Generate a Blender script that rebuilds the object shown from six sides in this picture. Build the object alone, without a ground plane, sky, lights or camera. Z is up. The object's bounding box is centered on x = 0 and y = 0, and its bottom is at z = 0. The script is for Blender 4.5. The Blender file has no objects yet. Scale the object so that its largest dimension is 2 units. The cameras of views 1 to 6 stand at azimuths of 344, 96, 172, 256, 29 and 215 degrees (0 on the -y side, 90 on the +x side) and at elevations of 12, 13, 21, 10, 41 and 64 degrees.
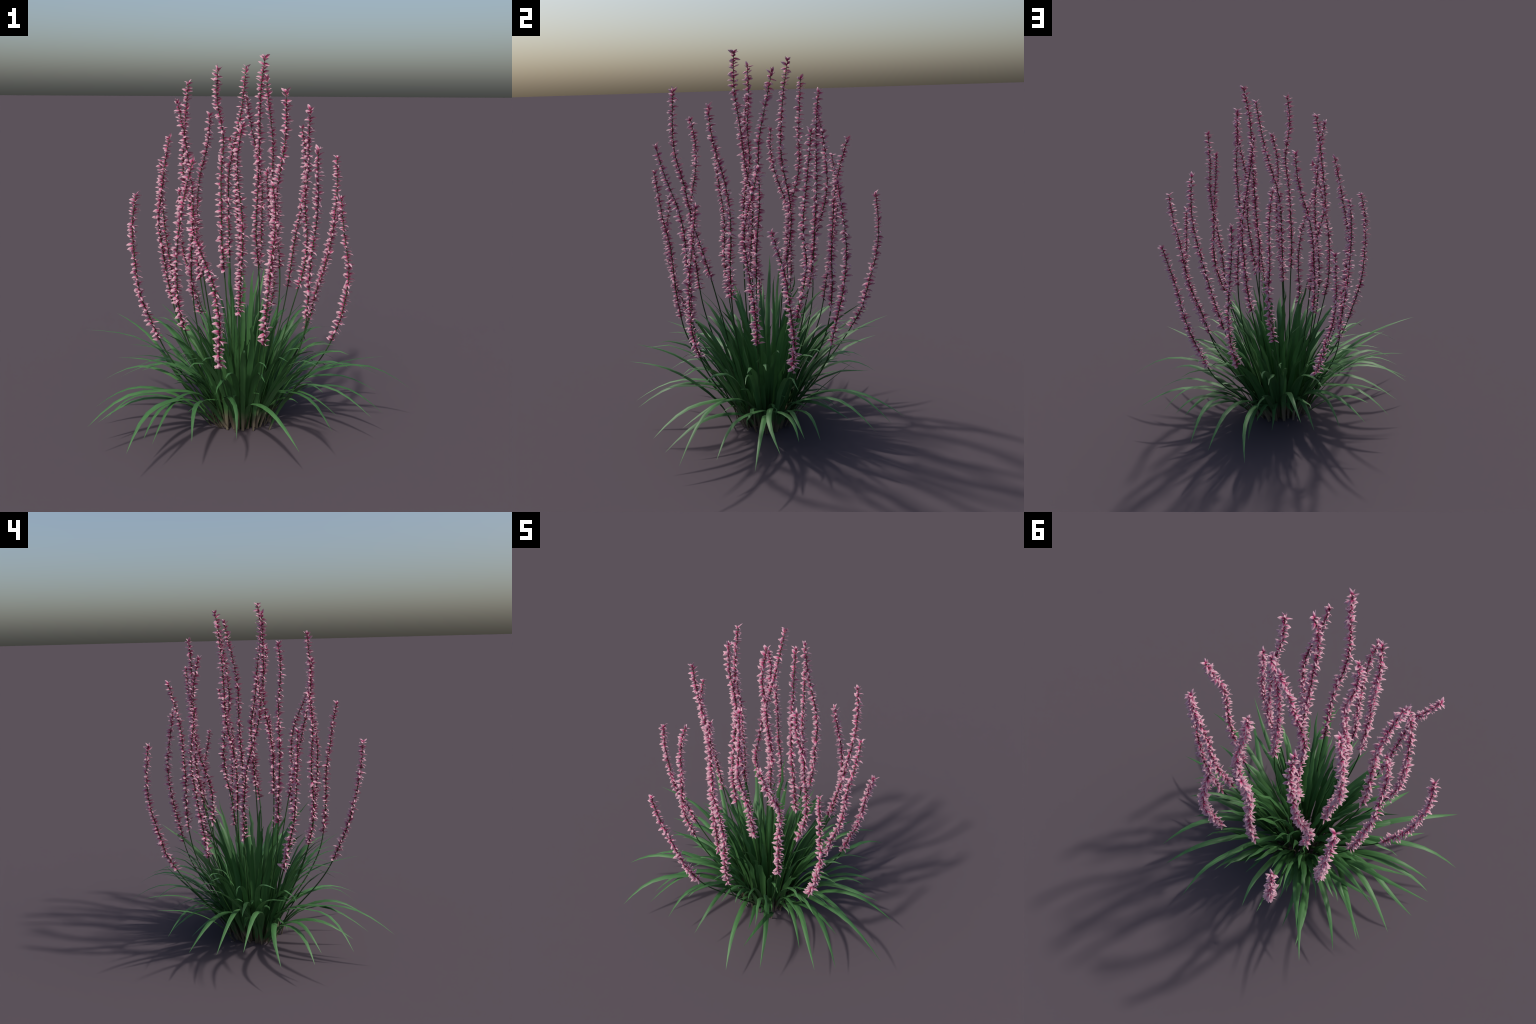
"""Clump of lilyturf: strap leaves arching out of a tan base, and tall thin
spikes set with small cupped pink flowers all the way up."""
import bpy, math, random
from mathutils import Vector, Matrix, Euler

rng = random.Random(7)
scene = bpy.context.scene


# ------------------------------------------------------------------ materials
def new_material(name):
    m = bpy.data.materials.new(name)
    m.use_nodes = True
    nt = m.node_tree
    for n in list(nt.nodes):
        nt.nodes.remove(n)
    return m, nt


def node(nt, kind, **values):
    n = nt.nodes.new(kind)
    for k, v in values.items():
        if k in n.inputs:
            n.inputs[k].default_value = v
        else:
            setattr(n, k, v)
    return n


def math_node(nt, op, a, b=None, c=None, clamp=False):
    n = nt.nodes.new("ShaderNodeMath")
    n.operation, n.use_clamp = op, clamp
    for i, v in enumerate((a, b, c)):
        if v is None:
            continue
        if isinstance(v, (int, float)):
            n.inputs[i].default_value = v
        else:
            nt.links.new(v, n.inputs[i])
    return n.outputs[0]


def ramp(nt, factor, stops):
    n = nt.nodes.new("ShaderNodeValToRGB")
    e = n.color_ramp.elements
    while len(e) < len(stops):
        e.new(0.5)
    for el, (p, c) in zip(e, stops):
        el.position, el.color = p, (*c, 1)
    nt.links.new(factor, n.inputs[0])
    return n.outputs[0]


def mix(nt, factor, a, b, mode="MIX"):
    n = nt.nodes.new("ShaderNodeMix")
    n.data_type, n.blend_type = "RGBA", mode
    for s, v in ((n.inputs["Factor"], factor), (n.inputs["A"], a), (n.inputs["B"], b)):
        if isinstance(v, (int, float)):
            s.default_value = v
        elif isinstance(v, tuple):
            s.default_value = (*v, 1)
        else:
            nt.links.new(v, s)
    return n.outputs["Result"]


def finish(nt, colour, roughness, specular, translucency):
    """Principled surface with a share of light let through, as in thin tissue."""
    bsdf = node(nt, "ShaderNodeBsdfPrincipled", Roughness=roughness)
    bsdf.inputs["Specular IOR Level"].default_value = specular
    nt.links.new(colour, bsdf.inputs["Base Color"])
    out = nt.nodes.new("ShaderNodeOutputMaterial")
    if translucency:
        thin = nt.nodes.new("ShaderNodeBsdfTranslucent")
        nt.links.new(colour, thin.inputs["Color"])
        both = node(nt, "ShaderNodeMixShader")
        both.inputs[0].default_value = translucency
        nt.links.new(bsdf.outputs[0], both.inputs[1])
        nt.links.new(thin.outputs[0], both.inputs[2])
        nt.links.new(both.outputs[0], out.inputs["Surface"])
    else:
        nt.links.new(bsdf.outputs[0], out.inputs["Surface"])


def leaf_material():
    m, nt = new_material("leaf_green")
    at = nt.nodes.new("ShaderNodeTexCoord").outputs["Object"]
    xyz = nt.nodes.new("ShaderNodeSeparateXYZ")
    nt.links.new(at, xyz.inputs[0])
    x, y, z = xyz.outputs
    # fine veins run outwards along the blades: bands of azimuth round the clump
    turn = math_node(nt, "ARCTAN2", y, x)
    far = math_node(nt, "SQRT", math_node(nt, "ADD", math_node(nt, "MULTIPLY", x, x), math_node(nt, "MULTIPLY", y, y)))
    veins = nt.nodes.new("ShaderNodeCombineXYZ")
    nt.links.new(math_node(nt, "MULTIPLY", turn, 30.0), veins.inputs[0])
    nt.links.new(math_node(nt, "MULTIPLY", far, 3.0), veins.inputs[1])
    nt.links.new(math_node(nt, "MULTIPLY", z, 2.0), veins.inputs[2])
    streak = node(nt, "ShaderNodeTexNoise", Scale=2.2, Detail=3.0, Roughness=0.6)
    nt.links.new(veins.outputs[0], streak.inputs["Vector"])
    blotch = node(nt, "ShaderNodeTexNoise", Scale=9.0, Detail=3.0)
    nt.links.new(at, blotch.inputs["Vector"])
    own = nt.nodes.new("ShaderNodeObjectInfo").outputs["Random"]
    shade = math_node(nt, "ADD", math_node(nt, "MULTIPLY", streak.outputs[0], 0.55), math_node(nt, "MULTIPLY", blotch.outputs[0], 0.25))
    shade = math_node(nt, "ADD", shade, math_node(nt, "MULTIPLY", own, 0.25))
    green = ramp(nt, shade, ((0.28, LEAF_DARK), (0.52, LEAF_MID), (0.8, LEAF_LIGHT)))
    # dry tan sheaths where the blades leave the crown
    fade = math_node(nt, "SUBTRACT", 0.125, z)
    fade = math_node(nt, "SUBTRACT", fade, math_node(nt, "MULTIPLY", math_node(nt, "MAXIMUM", math_node(nt, "SUBTRACT", far, 0.2), 0.0), 3.0))
    fade = math_node(nt, "ADD", fade, math_node(nt, "MULTIPLY", math_node(nt, "SUBTRACT", blotch.outputs[0], 0.5), 0.12))
    fade = math_node(nt, "MULTIPLY", fade, 14.0, clamp=True)
    tan = ramp(nt, streak.outputs[0], ((0.3, SHEATH_DARK), (0.7, SHEATH_LIGHT)))
    finish(nt, mix(nt, fade, green, tan), LEAF_ROUGH, 0.5, 0.12)
    return m


def stalk_material():
    m, nt = new_material("stalk_green")
    at = nt.nodes.new("ShaderNodeTexCoord").outputs["Object"]
    n = node(nt, "ShaderNodeTexNoise", Scale=40.0, Detail=2.0)
    nt.links.new(at, n.inputs["Vector"])
    finish(nt, ramp(nt, n.outputs[0], ((0.3, STALK_DARK), (0.7, STALK_LIGHT))), 0.55, 0.3, 0.0)
    return m


def petal_material():
    """Deep pink heart paling to the rim; each petal carries its own coordinates."""
    m, nt = new_material("petal_pink")
    at = nt.nodes.new("ShaderNodeTexCoord").outputs["Object"]
    xyz = nt.nodes.new("ShaderNodeSeparateXYZ")
    nt.links.new(at, xyz.inputs[0])
    x, y, z = xyz.outputs
    along = math_node(nt, "DIVIDE", x, PETAL_LONG)
    side = math_node(nt, "DIVIDE", math_node(nt, "ABSOLUTE", y), PETAL_WIDE)
    n = node(nt, "ShaderNodeTexNoise", Scale=260.0, Detail=2.0)
    nt.links.new(at, n.inputs["Vector"])
    pale = math_node(nt, "ADD", along, math_node(nt, "MULTIPLY", side, 0.55))
    pale = math_node(nt, "ADD", pale, math_node(nt, "MULTIPLY", math_node(nt, "SUBTRACT", n.outputs[0], 0.5), 0.25))
    colour = ramp(nt, pale, ((0.10, PETAL_BASE), (0.36, PETAL_HEART), (0.56, PETAL_MID), (0.84, PETAL_RIM)))
    finish(nt, colour, 0.6, 0.25, 0.10)
    return m


LEAF_DARK, LEAF_MID, LEAF_LIGHT = (0.026, 0.085, 0.024), (0.048, 0.150, 0.042), (0.095, 0.225, 0.080)
SHEATH_DARK, SHEATH_LIGHT = (0.10, 0.083, 0.058), (0.22, 0.185, 0.13)
STALK_DARK, STALK_LIGHT = (0.016, 0.055, 0.014), (0.03, 0.085, 0.02)
PETAL_BASE, PETAL_HEART, PETAL_MID, PETAL_RIM = (0.18, 0.015, 0.06), (0.46, 0.045, 0.15), (0.50, 0.16, 0.27), (0.56, 0.34, 0.40)
LEAF_ROUGH = 0.55
PETAL_LONG, PETAL_WIDE = 0.035, 0.0098
green, stalk_green, petal_pink = leaf_material(), stalk_material(), petal_material()

# ------------------------------------------------------------------ the thing
plant = bpy.data.objects.new("flowering_plant", None)
plant.empty_display_size = 0.2
plant["label"] = "clump of grassy leaves with tall pink flower spikes"
plant["category"] = "garden plant"
scene.collection.objects.link(plant)


def add(name, mesh, parent):
    o = bpy.data.objects.new(name, mesh)
    scene.collection.objects.link(o)
    o.parent = parent
    return o


def mesh_from(name, verts, faces, material, smooth=True):
    me = bpy.data.meshes.new(name)
    me.from_pydata([tuple(v) for v in verts], [], faces)
    me.materials.append(material)
    me.polygons.foreach_set("use_smooth", [smooth] * len(me.polygons))
    me.update()
    return me


# ------------------------------------------------------------------ curves
def bezier(p, t):
    s = 1 - t
    return p[0] * s**3 + p[1] * (3 * s * s * t) + p[2] * (3 * s * t * t) + p[3] * t**3


def through(points, n):
    """Smooth curve through points (natural cubic spline, evenly spaced knots)."""
    k = len(points)
    m = [Vector((0, 0, 0)) for _ in points]
    for _ in range(60):                       # Gauss-Seidel on the 1-4-1 system
        for i in range(1, k - 1):
            m[i] = (6 * (points[i - 1] - 2 * points[i] + points[i + 1]) - m[i - 1] - m[i + 1]) / 4
    out = []
    for j in range(n):
        t = j * (k - 1) / (n - 1)
        i = min(int(t), k - 2)
        u = t - i
        a = 1 - u
        out.append(points[i] * a + points[i + 1] * u + m[i] * ((a**3 - a) / 6) + m[i + 1] * ((u**3 - u) / 6))
    return out


def tube(path, radius, sides, name, material):
    verts, faces = [], []
    x = Vector((1, 0, 0))
    for j, p in enumerate(path):
        d = (path[min(j + 1, len(path) - 1)] - path[max(j - 1, 0)]).normalized()
        x = (x - d * x.dot(d)).normalized()
        y = d.cross(x)
        r = radius(j / (len(path) - 1))
        for s in range(sides):
            a = math.tau * s / sides
            verts.append(p + (x * math.cos(a) + y * math.sin(a)) * r)
    for j in range(len(path) - 1):
        for s in range(sides):
            a, b = j * sides + s, j * sides + (s + 1) % sides
            faces.append((a, b, b + sides, a + sides))
    faces.append(tuple(range(len(verts) - sides, len(verts))))
    faces.append(tuple(reversed(range(sides))))
    return mesh_from(name, verts, faces, material)


# ------------------------------------------------------------------ petals
def petal_mesh(arch, cup, skew):
    """One pointed petal: narrow foot, broad middle, sharp tip, arched and ridged."""
    verts, faces, rows, cols = [], [], 8, 5
    for r in range(rows + 1):
        t = r / rows
        half = PETAL_WIDE * (0.30 + 2.9 * t) * (1 - t) ** 1.05 / 1.02 if t < 1 else 0.0
        half = min(half, PETAL_WIDE)
        x = PETAL_LONG * t
        z = PETAL_LONG * arch * (t - 1.15 * t * t)
        for c in range(cols):
            s = c / (cols - 1) * 2 - 1
            verts.append((x, half * s + skew * PETAL_LONG * t * t, z - cup * half * abs(s) ** 1.3))
    for r in range(rows):
        for c in range(cols - 1):
            a = r * cols + c
            faces.append((a, a + 1, a + 1 + cols, a + cols))
    return mesh_from("petal", verts, faces, petal_pink)


PETALS = [petal_mesh(0.55, 0.55, 0.02), petal_mesh(0.85, 0.75, -0.05), petal_mesh(0.25, 0.45, 0.06)]
sources = []


def petal_scatter():
    """Geometry nodes: set a petal on every point, turned and sized as the point says."""
    g = bpy.data.node_groups.new("petals_on_stalk", "GeometryNodeTree")
    g.interface.new_socket("Geometry", in_out="INPUT", socket_type="NodeSocketGeometry")
    g.interface.new_socket("Geometry", in_out="OUTPUT", socket_type="NodeSocketGeometry")
    gin, gout = g.nodes.new("NodeGroupInput"), g.nodes.new("NodeGroupOutput")
    pts = g.nodes.new("GeometryNodeMeshToPoints")
    g.links.new(gin.outputs[0], pts.inputs["Mesh"])
    join = g.nodes.new("GeometryNodeJoinGeometry")

    def named(kind, name):
        n = g.nodes.new("GeometryNodeInputNamedAttribute")
        n.data_type = kind
        n.inputs["Name"].default_value = name
        return n.outputs["Attribute"]

    turn, size, sort = named("FLOAT_VECTOR", "turn"), named("FLOAT", "size"), named("INT", "sort")
    for i, src in enumerate(sources):
        info = g.nodes.new("GeometryNodeObjectInfo")
        info.transform_space = "ORIGINAL"
        info.inputs["Object"].default_value = src
        put = g.nodes.new("GeometryNodeInstanceOnPoints")
        same = g.nodes.new("FunctionNodeCompare")
        same.data_type, same.operation = "INT", "EQUAL"
        g.links.new(sort, same.inputs[2])
        same.inputs[3].default_value = i
        g.links.new(pts.outputs[0], put.inputs["Points"])
        g.links.new(same.outputs[0], put.inputs["Selection"])
        g.links.new(info.outputs["Geometry"], put.inputs["Instance"])
        g.links.new(turn, put.inputs["Rotation"])
        g.links.new(size, put.inputs["Scale"])
        g.links.new(put.outputs[0], join.inputs[0])
    g.links.new(join.outputs[0], gout.inputs[0])
    return g


scatter = None
SPACING = 0.0056
PICKED = 12            # petals per spike kept as objects of their own


def flower_spike(*spine):
    """A stalk from the crown, and petals along the part the spine runs through."""
    global scatter
    spine = [Vector(p) for p in spine]
    flowers = through(spine, 160)
    low = flowers[0]
    down = (flowers[0] - flowers[3]).normalized()
    out = Vector((low.x, low.y, 0))
    foot = CROWN + out.normalized() * min(0.12, 0.05 + 0.2 * out.length)
    foot.z = -0.001
    reach = (low - foot).length
    handles = [foot, foot + (low - foot) * 0.3 + Vector((0, 0, 0.05 * reach)), low + down * reach * 0.35, low]
    stem = [bezier(handles, j / 24) for j in range(24)]
    path = stem + flowers[::4] + [flowers[-1]]
    stalk = add("flower_spike", tube(path, lambda t: 0.0042 - 0.0024 * t, 6, "flower_spike", stalk_green), plant)

    length = sum((a - b).length for a, b in zip(flowers, flowers[1:]))
    count = int(length / SPACING)
    spin = rng.uniform(0, math.tau)
    marks = []
    for i in range(count + 3):
        t = min(i / count, 1.0)
        f = t * (len(flowers) - 1)
        j = min(int(f), len(flowers) - 2)
        p = flowers[j].lerp(flowers[j + 1], f - j)
        d = (flowers[min(j + 2, len(flowers) - 1)] - flowers[max(j - 2, 0)]).normalized()
        d = d.lerp(Vector((0, 0, 1)), 0.35).normalized()
        spin += 2.3999 + rng.uniform(-0.35, 0.35)
        lift = math.radians(rng.gauss(8, 17))
        if t > 0.97:
            lift += math.radians(35 * (t - 0.97) / 0.03)
        size = rng.uniform(0.72, 1.14) * (1.06 - 0.16 * t)
        side = Vector((math.cos(spin), math.sin(spin), 0))
        side = (side - d * side.dot(d)).normalized()
        x = side * math.cos(lift) + d * math.sin(lift)
        y = d.cross(side)
        roll = Matrix.Rotation(-0.70 + rng.gauss(0, 0.28), 3, x)      # every petal is set askew, the same way round
        y = roll @ y
        z = x.cross(y)
        m = Matrix((x, y, z)).transposed()
        marks.append((p, m, size, rng.randrange(3)))

    picked = set(range(len(marks) - 3, len(marks))) | set(rng.sample(range(len(marks) - 3), PICKED - 3))
    rest = []
    for i, (p, m, size, sort) in enumerate(marks):
        if i in picked:
            o = add("petal", PETALS[sort], stalk)
            o.matrix_local = Matrix.LocRotScale(p, m.to_quaternion(), Vector((size,) * 3))
            if len(sources) == sort:
                sources.append(o)
        else:
            rest.append((p, m.to_euler("XYZ"), size, sort))
    me = bpy.data.meshes.new("petals")
    me.from_pydata([r[0] for r in rest], [], [])
    me.attributes.new("turn", "FLOAT_VECTOR", "POINT").data.foreach_set("vector", [v for r in rest for v in r[1]])
    me.attributes.new("size", "FLOAT", "POINT").data.foreach_set("value", [r[2] for r in rest])
    me.attributes.new("sort", "INT", "POINT").data.foreach_set("value", [r[3] for r in rest])
    bunch = add("petals", me, stalk)
    bunch["kind"] = "stuff"
    bunches.append(bunch)


bunches = []
CROWN = Vector((-0.02, -0.02, 0.0))      # centre of the clump on the ground


# ------------------------------------------------------------------ leaves
def strap(path, width, face, name="leaf"):
    """A strap leaf: folded along its midrib, narrow at the foot, long pointed tip."""
    n = len(path) - 1
    verts, faces = [], []
    side = None
    for j, p in enumerate(path):
        t = j / n
        d = (path[min(j + 1, n)] - path[max(j - 1, 0)]).normalized()
        side = face if side is None else side
        side = (side - d * side.dot(d)).normalized()
        up = side.cross(d)
        w = width * min(1.0, 0.42 + 1.7 * t) * (1 - max(0.0, (t - 0.45) / 0.55) ** 2.0)
        w = max(w, 0.0004) / 2
        fold = 0.28 if t < 0.85 else 0.15
        if t < 0.2:
            fold += 0.5 * (0.2 - t) / 0.2
        for s in (-1, -0.5, 0, 0.5, 1):
            verts.append(p + side * (w * s) + up * (w * fold * abs(s)))
    for j in range(n):
        for c in range(4):
            a = j * 5 + c
            faces.append((a, a + 1, a + 6, a + 5))
    return add(name, mesh_from(name, verts, faces, green), plant)


def bent(handles, n, wobble):
    path = [bezier(handles, (j / n) ** 0.92) for j in range(n + 1)]
    for j in range(2, n + 1):
        k = wobble * j / n
        path[j] = path[j] + Vector((rng.gauss(0, k), rng.gauss(0, k), rng.gauss(0, k * 0.6)))
    for p in path:
        p.z = max(p.z, 0.0)
    return path


def arching_leaf(tip, foot=None, width=None):
    """Leaves the crown, arches over and ends at tip."""
    tip = Vector(tip)
    out = Vector((tip.x, tip.y, 0))
    rt, zt = out.length, tip.z
    aim = out.normalized()
    rb = foot if foot is not None else rng.uniform(0.13, 0.19) - 0.05 * min(zt, 1)
    base = CROWN * 0.7 + aim * rb
    h = (min(rt, 0.85) / 0.8) ** 0.8
    k = (zt - 0.17) / 0.4
    p1 = base + aim * (0.10 + 0.02 * k) * h + Vector((0, 0, (0.36 - 0.08 * k) * h))
    p2 = base.lerp(out, 0.61 - 0.12 * k)
    p2.z = max(zt + 0.01, (0.39 + 0.20 * k) * (h if k < 0.5 else 1))
    path = bent([base, p1, p2, tip], 11, 0.004)
    side = Vector((0, 0, 1)).cross(aim) + aim * rng.gauss(0, 0.25)
    strap(path, width or rng.uniform(0.027, 0.035), side)


def traced_leaf(*spine):
    """An outer leaf whose midrib runs through the given points, foot first."""
    spine = [Vector(p) for p in spine]
    spine[0].z = 0.0
    path = through(spine, 12)
    for p in path:
        p.z = max(p.z, 0.0)
    out = Vector((spine[-1].x - spine[0].x, spine[-1].y - spine[0].y, 0)).normalized()
    side = Vector((0, 0, 1)).cross(out) + Vector((0, 0, rng.gauss(0, 0.15)))
    strap(path, rng.uniform(0.028, 0.035), side)


def upright_leaf(azimuth, foot, reach, height, width, curl):
    aim = Vector((math.cos(azimuth), math.sin(azimuth), 0))
    base = CROWN + aim * foot
    tip = CROWN + aim * reach + Vector((0, 0, height))
    p1 = base + aim * (reach - foot) * 0.12 + Vector((0, 0, height * 0.40))
    p2 = base + aim * (reach - foot) * (0.50 - curl) + Vector((0, 0, height * (0.78 + 0.25 * curl)))
    yaw = azimuth + math.pi / 2 + rng.gauss(0, 0.5)
    strap(bent([base, p1, p2, tip], 10, 0.005), width, Vector((math.cos(yaw), math.sin(yaw), 0)))


# ------------------------------------------------------------------ flower spikes
flower_spike((-0.055, 0.117, 0.914), (-0.053, 0.143, 1.084), (-0.057, 0.135, 1.254), (-0.055, 0.104, 1.421), (-0.016, 0.105, 1.591), (0.020, 0.122, 1.763), (0.046, 0.151, 1.934))
flower_spike((0.058, -0.067, 0.907), (0.049, -0.053, 1.089), (0.057, -0.049, 1.270), (0.056, -0.078, 1.448), (0.055, -0.096, 1.627), (0.052, -0.118, 1.805), (0.078, -0.109, 1.980))
flower_spike((0.193, -0.022, 0.865), (0.181, -0.016, 1.036), (0.160, -0.001, 1.205), (0.154, 0.003, 1.375), (0.157, 0.008, 1.544), (0.147, 0.042, 1.714), (0.140, 0.079, 1.882))
flower_spike((0.149, 0.240, 0.808), (0.169, 0.266, 0.969), (0.175, 0.276, 1.132), (0.177, 0.288, 1.295), (0.150, 0.288, 1.457), (0.114, 0.288, 1.618), (0.089, 0.301, 1.777))
flower_spike((-0.158, 0.462, 0.499), (-0.177, 0.521, 0.608), (-0.202, 0.556, 0.727), (-0.230, 0.590, 0.845), (-0.243, 0.611, 0.969), (-0.248, 0.611, 1.095), (-0.248, 0.598, 1.221))
flower_spike((-0.143, -0.127, 0.899), (-0.154, -0.124, 1.070), (-0.152, -0.110, 1.242), (-0.144, -0.077, 1.411), (-0.133, -0.081, 1.584), (-0.161, -0.074, 1.752), (-0.157, -0.073, 1.920))
flower_spike((0.309, 0.189, 0.698), (0.342, 0.220, 0.846), (0.372, 0.241, 0.997), (0.400, 0.230, 1.149), (0.423, 0.242, 1.301), (0.428, 0.259, 1.455), (0.413, 0.274, 1.608))
flower_spike((-0.123, -0.378, 0.729), (-0.122, -0.393, 0.884), (-0.117, -0.405, 1.039), (-0.115, -0.402, 1.194), (-0.125, -0.375, 1.347), (-0.129, -0.361, 1.502), (-0.108, -0.378, 1.654))
flower_spike((0.262, -0.142, 0.783), (0.304, -0.136, 0.938), (0.309, -0.126, 1.096), (0.295, -0.130, 1.257), (0.301, -0.156, 1.415), (0.286, -0.197, 1.567), (0.285, -0.212, 1.723))
flower_spike((-0.384, 0.112, 0.705), (-0.410, 0.118, 0.852), (-0.431, 0.112, 0.999), (-0.447, 0.094, 1.146), (-0.436, 0.046, 1.287), (-0.421, 0.015, 1.430), (-0.394, 0.017, 1.577))
flower_spike((0.055, -0.278, 0.828), (0.066, -0.318, 0.992), (0.076, -0.361, 1.156), (0.058, -0.394, 1.320), (0.070, -0.429, 1.480), (0.089, -0.432, 1.641), (0.089, -0.418, 1.806))
flower_spike((-0.305, -0.104, 0.763), (-0.313, -0.108, 0.929), (-0.306, -0.118, 1.095), (-0.302, -0.121, 1.261), (-0.316, -0.116, 1.428), (-0.339, -0.124, 1.592), (-0.368, -0.107, 1.752))
flower_spike((0.403, -0.287, 0.522), (0.441, -0.308, 0.642), (0.468, -0.311, 0.767), (0.481, -0.308, 0.894), (0.468, -0.296, 1.021), (0.454, -0.278, 1.146), (0.443, -0.266, 1.274))
flower_spike((-0.376, -0.258, 0.633), (-0.409, -0.274, 0.774), (-0.416, -0.277, 0.915), (-0.411, -0.270, 1.059), (-0.393, -0.280, 1.201), (-0.369, -0.291, 1.343), (-0.331, -0.285, 1.481))
flower_spike((-0.209, 0.107, 0.837), (-0.233, 0.110, 1.008), (-0.260, 0.132, 1.177), (-0.295, 0.174, 1.341), (-0.292, 0.181, 1.511), (-0.278, 0.187, 1.681), (-0.259, 0.197, 1.850))
flower_spike((-0.482, -0.078, 0.537), (-0.531, -0.089, 0.659), (-0.575, -0.105, 0.782), (-0.596, -0.117, 0.912), (-0.607, -0.122, 1.044), (-0.608, -0.128, 1.176), (-0.587, -0.138, 1.306))
flower_spike((0.049, 0.350, 0.669), (0.064, 0.359, 0.816), (0.064, 0.356, 0.963), (0.051, 0.364, 1.109), (0.048, 0.373, 1.255), (0.042, 0.400, 1.400), (0.025, 0.440, 1.540))
flower_spike((-0.196, 0.249, 0.770), (-0.211, 0.251, 0.927), (-0.202, 0.287, 1.077), (-0.191, 0.328, 1.227), (-0.167, 0.333, 1.380), (-0.130, 0.319, 1.530), (-0.124, 0.288, 1.682))
flower_spike((0.421, 0.165, 0.460), (0.460, 0.180, 0.579), (0.500, 0.180, 0.698), (0.527, 0.169, 0.819), (0.545, 0.157, 0.943), (0.573, 0.132, 1.063), (0.602, 0.102, 1.181))
flower_spike((0.237, -0.352, 0.676), (0.247, -0.351, 0.823), (0.251, -0.359, 0.971), (0.268, -0.364, 1.117), (0.270, -0.392, 1.260), (0.247, -0.446, 1.395), (0.229, -0.488, 1.537))
flower_spike((0.385, -0.005, 0.585), (0.421, -0.003, 0.730), (0.465, -0.012, 0.874), (0.491, -0.026, 1.020), (0.506, -0.033, 1.168), (0.527, 0.003, 1.312), (0.536, 0.040, 1.456))
flower_spike((-0.329, 0.304, 0.604), (-0.340, 0.326, 0.741), (-0.356, 0.351, 0.878), (-0.372, 0.373, 1.015), (-0.381, 0.389, 1.153), (-0.392, 0.379, 1.291), (-0.388, 0.360, 1.428))
flower_spike((-0.240, -0.456, 0.492), (-0.256, -0.504, 0.607), (-0.262, -0.548, 0.723), (-0.278, -0.575, 0.846), (-0.305, -0.590, 0.967), (-0.349, -0.590, 1.086), (-0.388, -0.578, 1.205))
flower_spike((0.261, 0.355, 0.545), (0.285, 0.381, 0.678), (0.295, 0.410, 0.811), (0.289, 0.428, 0.947), (0.271, 0.429, 1.082), (0.251, 0.412, 1.216), (0.240, 0.392, 1.352))
flower_spike((-0.023, -0.469, 0.588), (-0.020, -0.486, 0.722), (-0.011, -0.494, 0.856), (-0.002, -0.501, 0.991), (0.005, -0.526, 1.123), (0.006, -0.545, 1.257), (-0.014, -0.566, 1.387))
# ------------------------------------------------------------------ leaves, outer ones by their midribs
traced_leaf((-0.16, -0.02, 0.00), (-0.23, 0.02, 0.17), (-0.36, 0.03, 0.30), (-0.51, 0.01, 0.39), (-0.70, -0.04, 0.44))
traced_leaf((-0.17, -0.04, 0.00), (-0.32, -0.07, 0.14), (-0.48, -0.10, 0.22), (-0.66, -0.13, 0.22), (-0.82, -0.14, 0.13))
traced_leaf((-0.20, -0.05, 0.00), (-0.33, -0.08, 0.15), (-0.48, -0.12, 0.24), (-0.64, -0.15, 0.26), (-0.78, -0.19, 0.17))
traced_leaf((-0.16, -0.06, 0.00), (-0.22, -0.08, 0.17), (-0.32, -0.10, 0.32), (-0.46, -0.13, 0.42), (-0.62, -0.17, 0.48))
traced_leaf((-0.11, -0.03, 0.01), (-0.26, -0.11, 0.21), (-0.47, -0.20, 0.30), (-0.69, -0.28, 0.32), (-0.88, -0.33, 0.20))
traced_leaf((-0.16, -0.09, 0.00), (-0.29, -0.11, 0.14), (-0.42, -0.19, 0.22), (-0.53, -0.30, 0.23), (-0.62, -0.43, 0.15))
traced_leaf((-0.15, -0.10, 0.00), (-0.29, -0.19, 0.20), (-0.45, -0.33, 0.30), (-0.61, -0.48, 0.30), (-0.72, -0.63, 0.19))
traced_leaf((-0.13, -0.10, 0.00), (-0.24, -0.13, 0.19), (-0.36, -0.22, 0.28), (-0.48, -0.37, 0.28), (-0.59, -0.53, 0.17))
traced_leaf((-0.12, -0.12, 0.00), (-0.22, -0.18, 0.16), (-0.30, -0.29, 0.26), (-0.37, -0.44, 0.28), (-0.41, -0.59, 0.19))
traced_leaf((-0.07, -0.14, 0.00), (-0.08, -0.17, 0.20), (-0.12, -0.27, 0.35), (-0.18, -0.42, 0.45), (-0.25, -0.61, 0.50))
traced_leaf((-0.05, -0.13, 0.01), (-0.14, -0.19, 0.19), (-0.17, -0.31, 0.28), (-0.17, -0.48, 0.29), (-0.20, -0.62, 0.19))
traced_leaf((-0.03, -0.13, 0.00), (-0.04, -0.23, 0.17), (-0.01, -0.38, 0.24), (0.03, -0.56, 0.23), (0.08, -0.73, 0.14))
traced_leaf((0.09, -0.18, -0.00), (0.14, -0.25, 0.17), (0.18, -0.37, 0.30), (0.20, -0.52, 0.39), (0.20, -0.71, 0.42))
traced_leaf((0.05, -0.09, 0.01), (0.06, -0.23, 0.16), (0.09, -0.35, 0.32), (0.15, -0.49, 0.45), (0.21, -0.66, 0.52))
traced_leaf((0.02, -0.13, -0.00), (0.07, -0.18, 0.19), (0.14, -0.32, 0.28), (0.22, -0.49, 0.29), (0.27, -0.66, 0.19))
traced_leaf((0.07, -0.06, 0.00), (0.13, -0.08, 0.15), (0.21, -0.17, 0.22), (0.31, -0.28, 0.21), (0.40, -0.40, 0.14))
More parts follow.
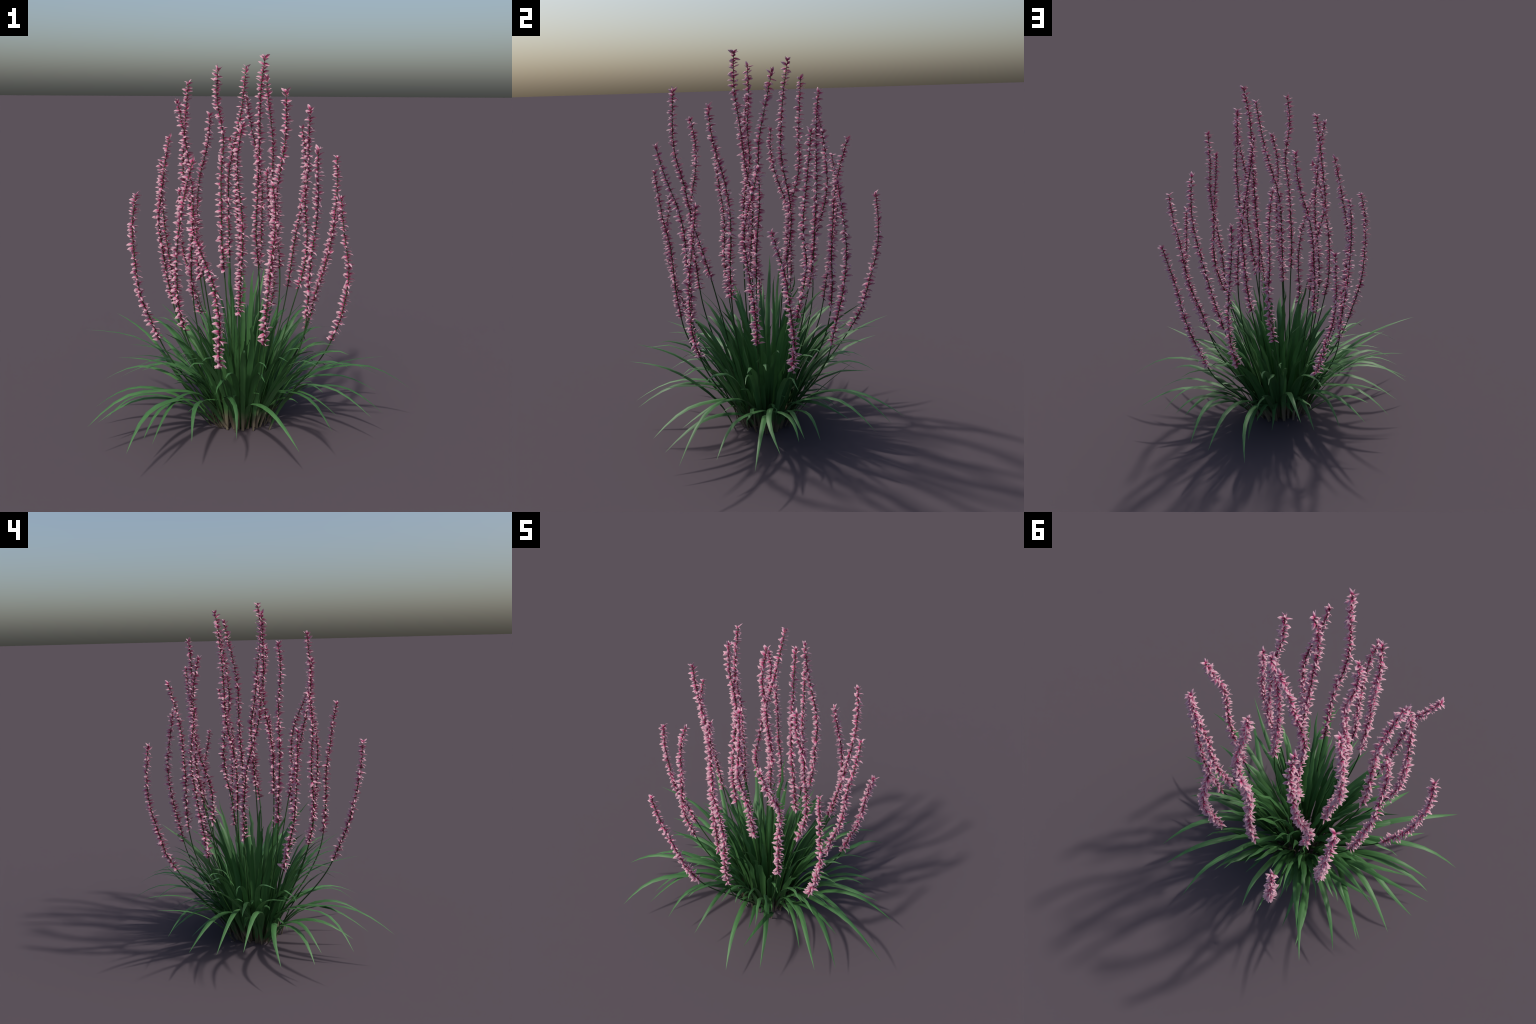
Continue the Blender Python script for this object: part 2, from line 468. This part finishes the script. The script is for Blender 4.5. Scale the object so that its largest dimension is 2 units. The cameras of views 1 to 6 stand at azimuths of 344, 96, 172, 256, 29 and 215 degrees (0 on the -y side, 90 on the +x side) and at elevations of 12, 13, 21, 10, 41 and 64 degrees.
traced_leaf((0.08, -0.08, 0.00), (0.18, -0.12, 0.19), (0.31, -0.22, 0.26), (0.43, -0.37, 0.26), (0.55, -0.51, 0.16))
traced_leaf((0.10, -0.10, 0.00), (0.20, -0.15, 0.18), (0.33, -0.22, 0.32), (0.48, -0.31, 0.41), (0.64, -0.43, 0.46))
traced_leaf((0.15, -0.05, 0.00), (0.28, -0.08, 0.16), (0.41, -0.18, 0.23), (0.53, -0.30, 0.23), (0.65, -0.43, 0.14))
traced_leaf((0.06, -0.01, 0.01), (0.23, -0.08, 0.21), (0.44, -0.16, 0.32), (0.67, -0.24, 0.33), (0.88, -0.31, 0.20))
traced_leaf((0.10, 0.02, 0.00), (0.23, 0.02, 0.16), (0.39, -0.04, 0.23), (0.56, -0.12, 0.24), (0.73, -0.17, 0.15))
traced_leaf((0.17, -0.03, 0.00), (0.31, 0.01, 0.16), (0.48, 0.03, 0.25), (0.66, 0.03, 0.25), (0.84, 0.02, 0.16))
traced_leaf((0.14, 0.03, 0.00), (0.26, 0.04, 0.17), (0.41, 0.05, 0.26), (0.57, 0.06, 0.26), (0.70, 0.12, 0.17))
traced_leaf((0.16, -0.00, 0.01), (0.26, 0.02, 0.15), (0.37, 0.08, 0.23), (0.48, 0.16, 0.24), (0.58, 0.20, 0.17))
traced_leaf((0.14, 0.05, 0.00), (0.25, 0.09, 0.14), (0.38, 0.14, 0.24), (0.52, 0.18, 0.27), (0.63, 0.23, 0.21))
traced_leaf((0.14, 0.05, 0.00), (0.23, 0.09, 0.14), (0.33, 0.17, 0.22), (0.44, 0.25, 0.24), (0.54, 0.30, 0.16))
traced_leaf((0.10, 0.07, 0.00), (0.23, 0.13, 0.19), (0.36, 0.25, 0.30), (0.47, 0.41, 0.33), (0.56, 0.56, 0.22))
traced_leaf((0.07, 0.09, 0.00), (0.16, 0.19, 0.19), (0.26, 0.33, 0.30), (0.37, 0.49, 0.32), (0.47, 0.64, 0.22))
traced_leaf((0.04, 0.10, 0.00), (0.09, 0.13, 0.13), (0.15, 0.22, 0.19), (0.20, 0.33, 0.18), (0.24, 0.45, 0.12))
traced_leaf((0.03, 0.11, 0.00), (0.12, 0.21, 0.18), (0.19, 0.36, 0.27), (0.26, 0.54, 0.27), (0.29, 0.72, 0.17))
traced_leaf((0.03, 0.12, 0.00), (0.05, 0.20, 0.12), (0.08, 0.29, 0.23), (0.11, 0.39, 0.33), (0.15, 0.49, 0.43))
traced_leaf((-0.01, 0.10, 0.01), (-0.01, 0.18, 0.19), (-0.02, 0.31, 0.31), (-0.02, 0.46, 0.35), (-0.04, 0.59, 0.28))
traced_leaf((-0.07, 0.08, 0.00), (-0.09, 0.10, 0.13), (-0.11, 0.18, 0.18), (-0.13, 0.28, 0.16), (-0.15, 0.39, 0.08))
traced_leaf((-0.09, 0.10, 0.00), (-0.14, 0.15, 0.16), (-0.19, 0.26, 0.25), (-0.24, 0.39, 0.26), (-0.27, 0.53, 0.17))
traced_leaf((-0.11, 0.09, 0.00), (-0.16, 0.16, 0.19), (-0.21, 0.27, 0.35), (-0.28, 0.41, 0.46), (-0.38, 0.57, 0.54))
traced_leaf((-0.11, 0.12, -0.00), (-0.20, 0.21, 0.13), (-0.28, 0.32, 0.24), (-0.35, 0.45, 0.32), (-0.41, 0.61, 0.36))
traced_leaf((-0.14, 0.08, 0.00), (-0.21, 0.19, 0.18), (-0.28, 0.33, 0.32), (-0.36, 0.50, 0.42), (-0.48, 0.68, 0.46))
traced_leaf((-0.09, 0.09, 0.00), (-0.12, 0.18, 0.19), (-0.19, 0.30, 0.29), (-0.30, 0.44, 0.30), (-0.41, 0.56, 0.20))
traced_leaf((-0.11, 0.06, 0.00), (-0.19, 0.12, 0.19), (-0.31, 0.22, 0.27), (-0.45, 0.34, 0.27), (-0.57, 0.47, 0.17))
traced_leaf((-0.18, 0.01, 0.00), (-0.31, 0.05, 0.18), (-0.41, 0.16, 0.34), (-0.52, 0.29, 0.47), (-0.66, 0.44, 0.54))
traced_leaf((-0.14, 0.03, 0.00), (-0.21, 0.08, 0.19), (-0.34, 0.15, 0.29), (-0.50, 0.24, 0.28), (-0.66, 0.34, 0.18))
traced_leaf((-0.16, 0.04, 0.00), (-0.21, 0.12, 0.16), (-0.30, 0.16, 0.29), (-0.44, 0.18, 0.39), (-0.61, 0.18, 0.43))
traced_leaf((-0.17, 0.00, 0.00), (-0.29, 0.00, 0.19), (-0.43, 0.05, 0.30), (-0.59, 0.13, 0.32), (-0.76, 0.22, 0.22))
traced_leaf((-0.20, -0.02, 0.00), (-0.29, 0.02, 0.22), (-0.43, 0.06, 0.40), (-0.62, 0.08, 0.52), (-0.85, 0.07, 0.57))
traced_leaf((-0.18, -0.02, 0.00), (-0.33, -0.05, 0.16), (-0.49, -0.02, 0.24), (-0.66, 0.03, 0.23), (-0.82, 0.04, 0.14))

# the inner leaves stand up and fan out, the taller the nearer the middle
GOLDEN = 2.39996
for i in range(64):
    u = (i + 0.5) / 64
    foot = 0.165 * math.sqrt(u)
    height = rng.uniform(0.58, 0.86) * (1 - 0.35 * u)
    reach = foot + height * rng.uniform(0.08, 0.45) + 0.12 * u
    upright_leaf(i * GOLDEN, foot, reach, height, rng.uniform(0.025, 0.038), rng.uniform(0.0, 0.3))
# the tallest stand above the rest
for x, y, z in ((0.09, 0.51, 0.71), (0.19, 0.25, 0.82), (0.04, 0.17, 0.85), (-0.04, 0.31, 0.94), (-0.21, -0.18, 0.70), (0.06, 0.06, 0.85), (-0.33, 0.0, 0.87), (-0.22, 0.08, 0.92)):
    upright_leaf(math.atan2(y + 0.02, x + 0.02), 0.07, math.hypot(x + 0.02, y + 0.02), z, 0.029, 0.05)
# a middle layer leans out between the core and the skirt
for i in range(44):
    a = i * GOLDEN + 0.6 + rng.gauss(0, 0.12)
    r = rng.uniform(0.38, 0.66)
    arching_leaf((r * math.cos(a), r * math.sin(a), rng.uniform(0.34, 0.58)), foot=rng.uniform(0.07, 0.16), width=rng.uniform(0.024, 0.034))
# short ones, bent over low in the clump
for i in range(22):
    a = i * GOLDEN + 1.9
    r = rng.uniform(0.28, 0.45)
    arching_leaf((r * math.cos(a), r * math.sin(a), rng.uniform(0.12, 0.32)), foot=rng.uniform(0.08, 0.15), width=rng.uniform(0.020, 0.028))

scatter = petal_scatter()
for b in bunches:
    b.modifiers.new("petals_on_stalk", "NODES").node_group = scatter
